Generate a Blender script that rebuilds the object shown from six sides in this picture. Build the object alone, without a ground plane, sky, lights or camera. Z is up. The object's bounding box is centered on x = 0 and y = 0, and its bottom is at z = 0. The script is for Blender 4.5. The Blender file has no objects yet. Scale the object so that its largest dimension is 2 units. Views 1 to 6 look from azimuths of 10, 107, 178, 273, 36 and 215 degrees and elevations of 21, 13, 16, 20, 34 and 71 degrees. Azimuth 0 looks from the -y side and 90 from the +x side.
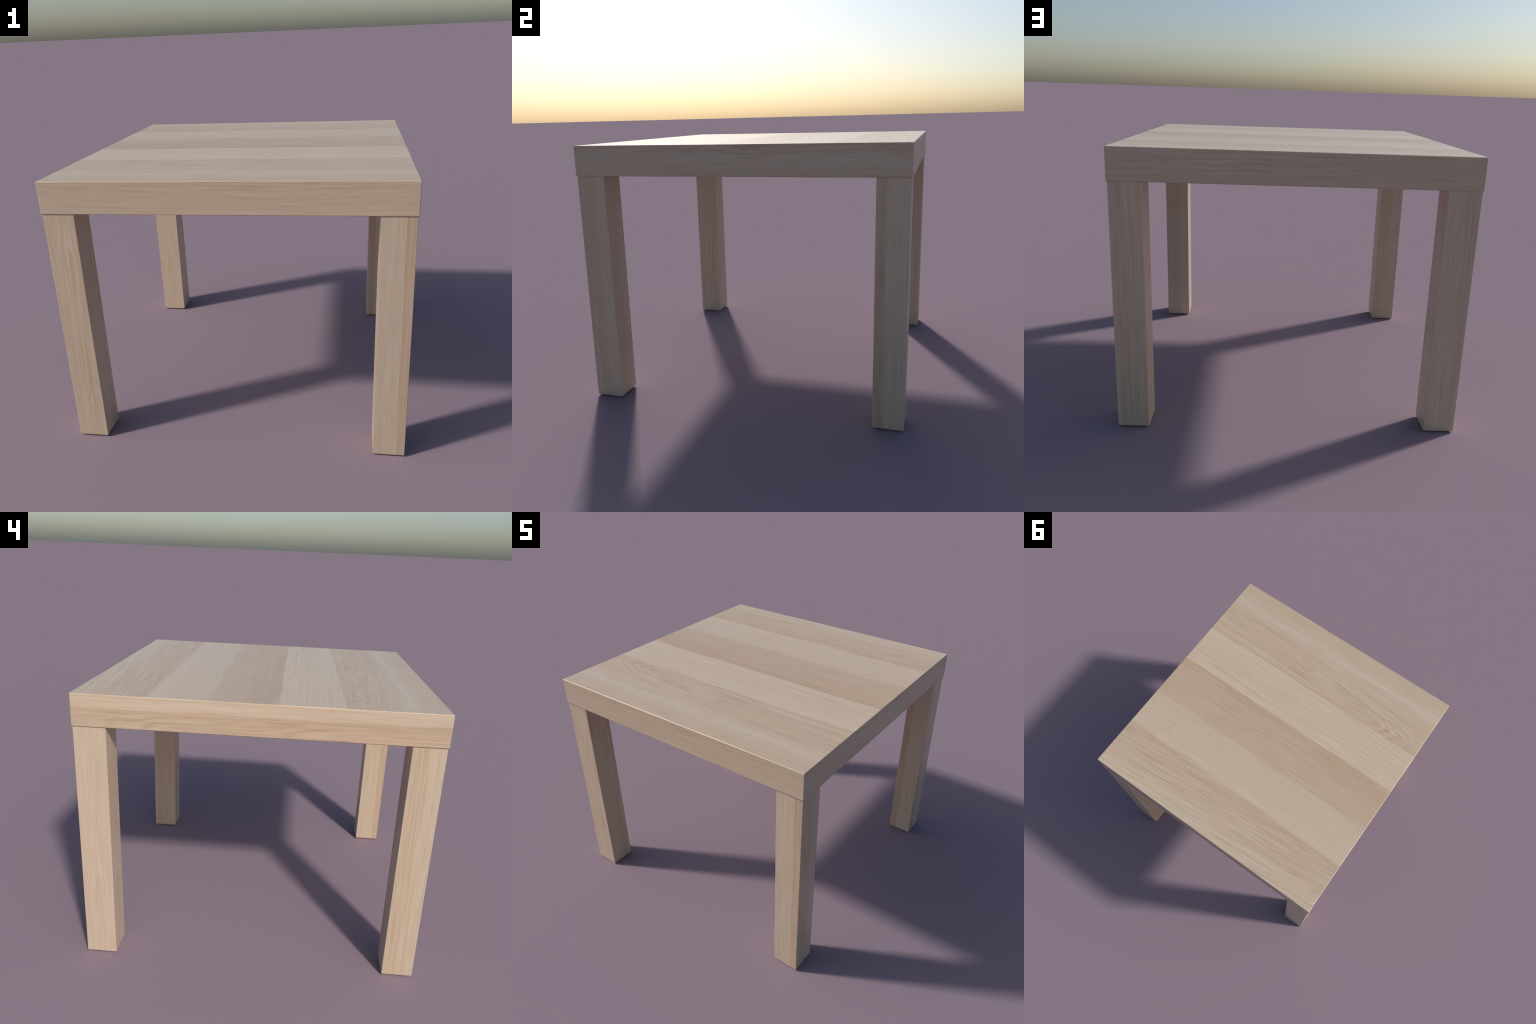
"""Square low table: a thick veneered tabletop on four square legs.

Frame: metres, z up, footprint 2 m x 2 m, standing on z = 0.
Every face of the table wears a pale oak veneer print; the print is described
here by rules: a tone profile across the grain (strips laid side by side),
streaks stretched along the grain, pores, growth-ring figures and small knots.
"""
import bpy
import bmesh
from mathutils import Vector

# ------------------------------------------------------------------ sizes
HALF = 1.0              # half the width of the tabletop
HEIGHT = 1.6364         # top surface
SLAB = 0.1820           # thickness of the tabletop
LEG_OUT = 0.9944        # outer face of a leg, from the middle
LEG_IN = 0.8132         # inner face of a leg
TOP_ROUND = 0.0047      # rounding of the tabletop's edges
LEG_ROUND = 0.0030      # rounding of the legs' edges
TENON = 0.0015          # how far a leg runs up into the tabletop
FOOT_CHAMFER = 0.0100   # chamfer round the lower end of a leg

UNDERSIDE = HEIGHT - SLAB

# ------------------------------------------------------------------ colours
# darkest streak -> palest streak of the veneer (linear base colours)
VENEER = [
    (0.00, (0.445, 0.314, 0.207)),
    (0.25, (0.509, 0.378, 0.259)),
    (0.50, (0.567, 0.437, 0.312)),
    (0.75, (0.617, 0.491, 0.360)),
    (1.00, (0.668, 0.545, 0.409)),
]
ROSE = (1.032, 0.966, 0.955)     # warm pinkish tint of some streaks
GREY = (0.965, 1.005, 1.040)     # cool greyish tint of others


# ------------------------------------------------------------------ node helpers
class Nodes:
    """Small builder for shader node trees."""

    def __init__(self, material):
        material.use_nodes = True
        self.tree = material.node_tree
        self.tree.nodes.clear()

    def new(self, kind, **settings):
        node = self.tree.nodes.new(kind)
        for key, value in settings.items():
            setattr(node, key, value)
        return node

    def put(self, value, socket):
        if isinstance(value, bpy.types.NodeSocket):
            self.tree.links.new(value, socket)
        else:
            socket.default_value = value

    def math(self, operation, a, b=0.0, c=0.0, clamp=False):
        node = self.new("ShaderNodeMath", operation=operation, use_clamp=clamp)
        for value, socket in zip((a, b, c), node.inputs):
            self.put(value, socket)
        return node.outputs[0]

    def add(self, a, b):
        return self.math("ADD", a, b)

    def sub(self, a, b):
        return self.math("SUBTRACT", a, b)

    def mul(self, a, b):
        return self.math("MULTIPLY", a, b)

    def point(self, x, y, z=0.0):
        node = self.new("ShaderNodeCombineXYZ")
        for value, socket in zip((x, y, z), node.inputs):
            self.put(value, socket)
        return node.outputs[0]

    def noise(self, x, y, seed, detail=2.0, roughness=0.5):
        """Noise centred on 0, about -0.5 .. 0.5."""
        node = self.new("ShaderNodeTexNoise", noise_dimensions="3D")
        self.put(self.point(x, y, seed), node.inputs["Vector"])
        node.inputs["Scale"].default_value = 1.0
        node.inputs["Detail"].default_value = detail
        node.inputs["Roughness"].default_value = roughness
        return self.sub(node.outputs["Fac"], 0.5)

    def profile(self, position, low, high, stops, smooth=False):
        """A curve through (place, value) stops along one coordinate."""
        span = self.new("ShaderNodeMapRange")
        self.put(position, span.inputs["Value"])
        span.inputs["From Min"].default_value = low
        span.inputs["From Max"].default_value = high
        ramp = self.new("ShaderNodeValToRGB")
        elements = ramp.color_ramp.elements
        ramp.color_ramp.interpolation = "EASE" if smooth else "LINEAR"
        while len(elements) < len(stops):
            elements.new(0.5)
        for element, (place, value) in zip(elements, stops):
            element.position = (place - low) / (high - low)
            element.color = (value, value, value, 1.0)
        self.put(span.outputs[0], ramp.inputs["Fac"])
        return ramp.outputs["Color"]

    def bump_at(self, u, v, centre, size):
        """1 at a spot, falling to 0 at the rim of an ellipse."""
        a = self.mul(self.sub(u, centre[0]), 1.0 / size[0])
        b = self.mul(self.sub(v, centre[1]), 1.0 / size[1])
        r = self.math("SQRT", self.add(self.mul(a, a), self.mul(b, b)))
        node = self.new("ShaderNodeMapRange", interpolation_type="SMOOTHSTEP")
        self.put(r, node.inputs["Value"])
        node.inputs["From Min"].default_value = 0.0
        node.inputs["From Max"].default_value = 1.0
        node.inputs["To Min"].default_value = 1.0
        node.inputs["To Max"].default_value = 0.0
        return node.outputs[0]

    def tint(self, colour, factor, tone):
        node = self.new("ShaderNodeMix", data_type="RGBA", blend_type="MULTIPLY")
        self.put(factor, node.inputs["Factor"])
        self.put(colour, node.inputs["A"])
        node.inputs["B"].default_value = (*tone, 1.0)
        return node.outputs["Result"]


def axis_socket(n, coordinates, axis, sign):
    socket = coordinates.outputs["XYZ".index(axis)]
    return n.mul(socket, sign) if sign != 1 else socket


def veneer(name, along, across, seed, low, high, strips, figure=1.0,
           rose=None, rings=(), knots=(), wander=0.010, drift=0.03, gloss=0.35,
           skew=None):
    """Oak veneer print.

    along / across: (axis, sign) of the object's own coordinates.
    strips: tone across the grain; figure: strength of streaks (number or stops).
    rings:  (centre, squash, spacing, spot, reach, strength) growth-ring figures,
            seen only round a spot, so that they open into arches.
    knots:  (centre, size, depth) small darker eyes.
    """
    material = bpy.data.materials.new(name)
    n = Nodes(material)
    split = n.new("ShaderNodeSeparateXYZ")
    n.put(n.new("ShaderNodeTexCoord").outputs["Object"], split.inputs[0])
    u = axis_socket(n, split, *along)
    v = axis_socket(n, split, *across)

    # strips wander a little along their length
    edge = n.add(v, n.mul(n.noise(n.mul(u, 2.2), n.mul(v, 1.0), seed + 3.1, 3.0), wander * 2))
    edge = n.add(edge, n.mul(n.noise(n.mul(u, 9.0), n.mul(v, 60.0), seed + 9.1, 2.0), wander * 0.5))
    tone = n.profile(edge, low, high, strips)

    # the fibres bend gently
    bend = n.add(n.mul(n.noise(n.mul(u, 0.9), n.mul(v, 1.6), seed + 5.7, 1.0), drift * 2),
                 n.mul(n.noise(n.mul(u, 4.0), n.mul(v, 10.0), seed + 6.3, 1.0), drift * 0.30))
    w = n.add(v, bend)
    if skew:    # in some strips the grain runs at a slight angle to the strip
        w = n.add(w, n.mul(u, n.sub(n.profile(edge, low, high, skew), 0.5)))

    strength = figure if isinstance(figure, (int, float)) else n.profile(edge, low, high, figure)
    broad = n.noise(n.mul(u, 0.55), n.mul(w, 22.0), seed + 11.0, 2.0, 0.55)
    streak = n.noise(n.mul(u, 2.4), n.mul(w, 62.0), seed + 17.0, 3.0, 0.6)
    fleck = n.noise(n.mul(u, 3.4), n.mul(w, 90.0), seed + 21.0, 2.0, 0.55)
    fibre = n.noise(n.mul(u, 4.0), n.mul(w, 200.0), seed + 23.0, 2.0, 0.6)
    line = n.noise(n.mul(u, 0.9), n.mul(w, 125.0), seed + 27.0, 2.0, 0.5)
    grain = n.add(n.add(n.mul(broad, 0.36), n.mul(line, 0.80)), n.mul(streak, 0.90))
    grain = n.mul(grain, strength)
    grain = n.add(grain, n.mul(n.math("MINIMUM", fleck, 0.05), 0.72))
    grain = n.add(grain, n.add(n.mul(fibre, 0.30), 0.02))
    tone = n.add(tone, grain)

    for centre, squash, spacing, spot, reach, power in rings:
        du = n.mul(n.sub(u, centre[0]), squash)
        dv = n.sub(w, centre[1])
        wob = n.mul(n.noise(n.mul(u, 5.0), n.mul(v, 16.0), seed + 31.0, 2.0, 0.5), spacing * 2.0)
        r = n.add(n.math("SQRT", n.add(n.mul(du, du), n.mul(dv, dv))), wob)
        wave = n.math("SINE", n.mul(r, 6.2832 / spacing))
        mask = n.bump_at(u, v, spot, reach)
        patch = n.add(0.7, n.mul(n.noise(n.mul(u, 3.0), n.mul(v, 20.0), seed + 37.0, 2.0), 1.6))
        tone = n.add(tone, n.mul(n.mul(n.mul(wave, mask), patch), power))

    for centre, size, depth in knots:
        tone = n.sub(tone, n.mul(n.bump_at(u, v, centre, size), depth))

    ramp = n.new("ShaderNodeValToRGB")
    elements = ramp.color_ramp.elements
    while len(elements) < len(VENEER):
        elements.new(0.5)
    for element, (place, colour) in zip(elements, VENEER):
        element.position = place
        element.color = (*colour, 1.0)
    n.put(tone, ramp.inputs["Fac"])
    colour = ramp.outputs["Color"]

    # patches of pinkish and of greyish tint, long along the grain
    hue = n.noise(n.mul(u, 1.3), n.mul(w, 9.0), seed + 41.0, 3.0, 0.6)
    hue = n.add(hue, n.mul(n.noise(n.mul(u, 5.0), n.mul(w, 90.0), seed + 43.0, 1.0), 0.8))
    if rose:
        hue = n.add(hue, n.sub(n.profile(edge, low, high, rose), 0.5))
    colour = n.tint(colour, n.math("MULTIPLY", hue, 2.6, clamp=True), ROSE)
    colour = n.tint(colour, n.math("MULTIPLY", hue, -2.6, clamp=True), GREY)

    shader = n.new("ShaderNodeBsdfPrincipled")
    n.put(colour, shader.inputs["Base Color"])
    shader.inputs["Roughness"].default_value = gloss
    relief = n.new("ShaderNodeBump")
    relief.inputs["Strength"].default_value = 0.006
    relief.inputs["Distance"].default_value = 0.002
    n.put(n.add(streak, fleck), relief.inputs["Height"])
    n.put(relief.outputs[0], shader.inputs["Normal"])
    out = n.new("ShaderNodeOutputMaterial")
    n.put(shader.outputs[0], out.inputs["Surface"])
    return material


# ------------------------------------------------------------------ geometry helpers
FACES = {"left": Vector((-1, 0, 0)), "right": Vector((1, 0, 0)),
         "front": Vector((0, -1, 0)), "back": Vector((0, 1, 0)),
         "bottom": Vector((0, 0, -1)), "top": Vector((0, 0, 1))}
# across direction of a face as seen from outside, left to right
ACROSS = {"left": ("Y", -1), "right": ("Y", 1), "front": ("X", 1), "back": ("X", -1)}


def rounded_block(name, low, high, rounding, clothes, parent, foot=0.0):
    """A box with rounded edges; clothes gives a material for each of its six faces."""
    middle = [(a + b) / 2 for a, b in zip(low, high)]
    size = [b - a for a, b in zip(low, high)]
    bm = bmesh.new()
    bmesh.ops.create_cube(bm, size=1.0)
    for vert in bm.verts:
        vert.co = Vector([c * s for c, s in zip(vert.co, size)])
    if foot:    # chamfered lower rim
        rim = [e for e in bm.edges if all(v.co.z < 0 for v in e.verts)]
        bmesh.ops.bevel(bm, geom=rim, offset=foot, offset_type="OFFSET",
                        segments=1, profile=0.5, affect="EDGES")
    bmesh.ops.bevel(bm, geom=bm.edges[:], offset=rounding, offset_type="OFFSET",
                    segments=3, profile=0.5, affect="EDGES")
    order = list(FACES)
    # the tabletop's surface print wraps over its rounded rim
    for face in bm.faces:
        face.smooth = True
        weights = [face.normal.dot(FACES[key]) * (0.95 if key == "bottom" else 1.0) for key in order]
        face.material_index = weights.index(max(weights))
    mesh = bpy.data.meshes.new(name)
    bm.to_mesh(mesh)
    bm.free()
    for key in order:
        mesh.materials.append(clothes[key])
    # flat faces stay flat, only the rounded rim is shaded smoothly
    flat = {}
    for poly in mesh.polygons:
        for index in poly.vertices:
            if index not in flat or poly.area > flat[index][0]:
                flat[index] = (poly.area, poly.normal.copy())
    mesh.normals_split_custom_set_from_vertices([flat[i][1] for i in range(len(mesh.vertices))])
    obj = bpy.data.objects.new(name, mesh)
    bpy.context.collection.objects.link(obj)
    obj.location = middle
    obj.parent = parent
    return obj


# ------------------------------------------------------------------ the table
table = bpy.data.objects.new("low_table", None)
table.empty_display_size = 0.2
bpy.context.collection.objects.link(table)
table["label"] = "square low table with pale oak veneer and thick legs"
table["category"] = "coffee table"

# --- tabletop: six strips of veneer side by side, grain along x
surface = veneer(
    "striped_oak_surface", ("X", 1), ("Y", 1), 1.0, -1.0, 1.0,
    strips=[(-1.00, .40), (-.90, .44), (-.85, .52), (-.815, .66), (-.78, .50),
            (-.70, .42), (-.60, .40), (-.50, .40), (-.462, .32),
            (-.455, .70), (-.40, .69), (-.30, .64), (-.20, .66), (-.112, .70),
            (-.105, .21), (-.05, .26), (.05, .29), (.15, .32), (.245, .34),
            (.272, .54), (.36, .58), (.48, .60), (.56, .66), (.588, .62),
            (.596, .31), (.66, .34), (.76, .40), (.84, .46), (.92, .54), (1.0, .60)],
    figure=[(-1.0, .35), (-.84, .35), (-.78, .9), (-.46, .9), (-.45, .7), (-.11, .8),
            (-.10, .6), (.24, .45), (.28, .35), (.58, .45), (.60, .9), (1.0, 1.25)],
    rose=[(-1.0, .45), (-.85, .40), (-.80, .28), (-.72, .52), (-.46, .55), (-.45, .52),
          (-.11, .54), (-.10, .72), (0.0, .68), (.20, .64), (.30, .47), (.58, .48),
          (.60, .70), (.75, .56), (1.0, .46)],
    skew=[(-.82, .5), (-.78, .545), (-.48, .53), (-.45, .5), (.57, .5), (.62, .42), (1.0, .42)],
    rings=[((-.40, -.52), .32, .034, (-.74, -.535), (.34, .12), .26),
           ((.50, -.60), .055, .030, (.0, -.62), (1.0, .19), .20),
           ((.62, .34), .22, .05, (.55, .34), (.45, .08), .07)],
    knots=[((.403, -.136), (.030, .008), .45), ((.83, .335), (.05, .014), .22),
           ((.494, .349), (.04, .014), .16), ((.283, .356), (.05, .016), .14)],
    wander=.006, drift=.030)

EDGE = dict(low=-.092, high=.092)
front_edge = veneer(
    "oak_edge_calm", ("X", 1), ("Z", 1), 11.0, **EDGE,
    strips=[(-.092, .46), (-.03, .42), (.03, .40), (.092, .36)],
    figure=.60, rings=[((.3, .16), .10, .03, (.3, .02), (1.2, .12), .11)], drift=.035)
left_edge = veneer(
    "oak_edge_two_tone", ("Y", -1), ("Z", 1), 17.0, **EDGE,
    strips=[(-.092, .32), (-.05, .30), (.0, .26), (.012, .22), (.024, .60), (.05, .62), (.092, .56)],
    figure=.75, rose=[(-.092, .60), (.0, .62), (.03, .52), (.092, .50)],
    rings=[((-.30, -.085), .16, .030, (-.60, -.05), (.45, .09), .20),
           ((.55, -.08), .14, .032, (.25, -.05), (.55, .09), .18)],
    wander=.014, drift=.03)
right_edge = veneer(
    "oak_edge_skylight_tinted", ("Y", 1), ("Z", 1), 23.0, **EDGE,
    strips=[(-.092, .38), (-.03, .48), (.02, .52), (.055, .36), (.092, .34)],
    figure=.6, rose=[(-.092, .46), (-.02, .36), (.03, .36), (.06, .50), (.092, .50)],  # low rose greys the veneer: bluish skylight on the shaded side, baked in
    rings=[((.2, .12), .12, .032, (.2, .07), (1.0, .11), .24)], drift=.035)
back_edge = veneer(
    "oak_edge_plain", ("X", -1), ("Z", 1), 29.0, **EDGE,
    strips=[(-.092, .40), (.0, .38), (.092, .42)],
    figure=.55, rings=[((-.3, .13), .10, .032, (-.3, .04), (1.1, .13), .18)], drift=.035)
underside = veneer(
    "oak_underside", ("X", 1), ("Y", 1), 37.0, -1.0, 1.0,
    strips=[(-1.0, .4), (-.3, .5), (.3, .35), (1.0, .5)], figure=.6)

tabletop = rounded_block(
    "tabletop", (-HALF, -HALF, UNDERSIDE), (HALF, HALF, HEIGHT), TOP_ROUND,
    {"left": left_edge, "right": right_edge, "front": front_edge,
     "back": back_edge, "bottom": underside, "top": surface}, table)

# --- legs: each leg wears two prints, one on either pair of neighbouring faces
SIDE = dict(low=-.09, high=.09)
PRINTS = {
    "stripe": dict(strips=[(-.09, .56), (-.06, .50), (-.03, .60), (.0, .52), (.036, .64), (.040, .24),
                           (.06, .32), (.09, .26)],
                   figure=.55, rose=[(-.09, .40), (.036, .42), (.042, .66), (.09, .64)],
                   knots=[((-.48, .012), (.02, .008), .35)], wander=.003),
    "flame": dict(strips=[(-.09, .46), (.0, .44), (.09, .42)], figure=.90,
                  rings=[((.10, .03), .060, .024, (.45, .02), (.45, .12), .28),
                         ((-.75, .06), .070, .024, (-.40, .04), (.45, .12), .20)]),
    "sand": dict(strips=[(-.09, .48), (-.06, .38), (-.02, .40), (.02, .50), (.06, .56), (.09, .54)],
                 figure=.9, rose=[(-.09, .56), (.0, .56), (.04, .38), (.09, .36)]),
    "half_grey": dict(strips=[(-.09, .36), (.0, .36), (.02, .40), (.030, .54), (.09, .58)], figure=.5,
                      rose=[(-.09, .58), (.015, .56), (.035, .34), (.09, .32)], wander=.008),  # grey half tinted cooler to carry the sky's hue in shade
    "brown_band": dict(strips=[(-.09, .34), (-.06, .26), (-.040, .22), (-.030, .52), (.0, .54), (.09, .54)],
                       figure=.6, rose=[(-.09, .64), (-.04, .62), (-.02, .36), (.09, .34)], wander=.016),
    "pinstripe": dict(strips=[(-.09, .56), (-.075, .50), (-.065, .38), (.0, .42), (.05, .44), (.09, .48)],
                      figure=1.0),
    "pale": dict(strips=[(-.09, .56), (-.02, .60), (.02, .52), (.05, .60), (.09, .58)], figure=.45,
                 rings=[((-.6, .0), .06, .028, (-.3, .0), (.7, .11), .15)]),
    "thread": dict(strips=[(-.09, .50), (.0, .46), (.05, .40), (.09, .46)], figure=.9),
}
LEGS = [   # corner (x, y), print on two faces, print on the other two
    ((1, -1), "stripe", ("front", "left"), "half_grey", ("right", "back")),
    ((1, 1), "brown_band", ("right", "front"), "pinstripe", ("back", "left")),
    ((-1, 1), "pale", ("left", "front"), "thread", ("back", "right")),
    ((-1, -1), "flame", ("front", "right"), "sand", ("left", "back")),
]
end_grain = veneer("oak_leg_end", ("X", 1), ("Y", 1), 47.0, **SIDE,
                   strips=[(-.09, .40), (.09, .40)], figure=.5)
for corner, first, first_faces, second, second_faces in LEGS:
    clothes = {"top": end_grain, "bottom": end_grain}
    for print_name, faces in ((first, first_faces), (second, second_faces)):
        seed = 53.0 + 7.0 * list(PRINTS).index(print_name)
        for face in faces:
            clothes[face] = veneer("oak_" + print_name, ("Z", 1), ACROSS[face], seed,
                                   **SIDE, drift=.012, **{"wander": .006, **PRINTS[print_name]})
    xs = sorted((corner[0] * LEG_IN, corner[0] * LEG_OUT))
    ys = sorted((corner[1] * LEG_IN, corner[1] * LEG_OUT))
    rounded_block("leg", (xs[0], ys[0], 0.0), (xs[1], ys[1], UNDERSIDE + TENON),
                  LEG_ROUND, clothes, table, FOOT_CHAMFER)
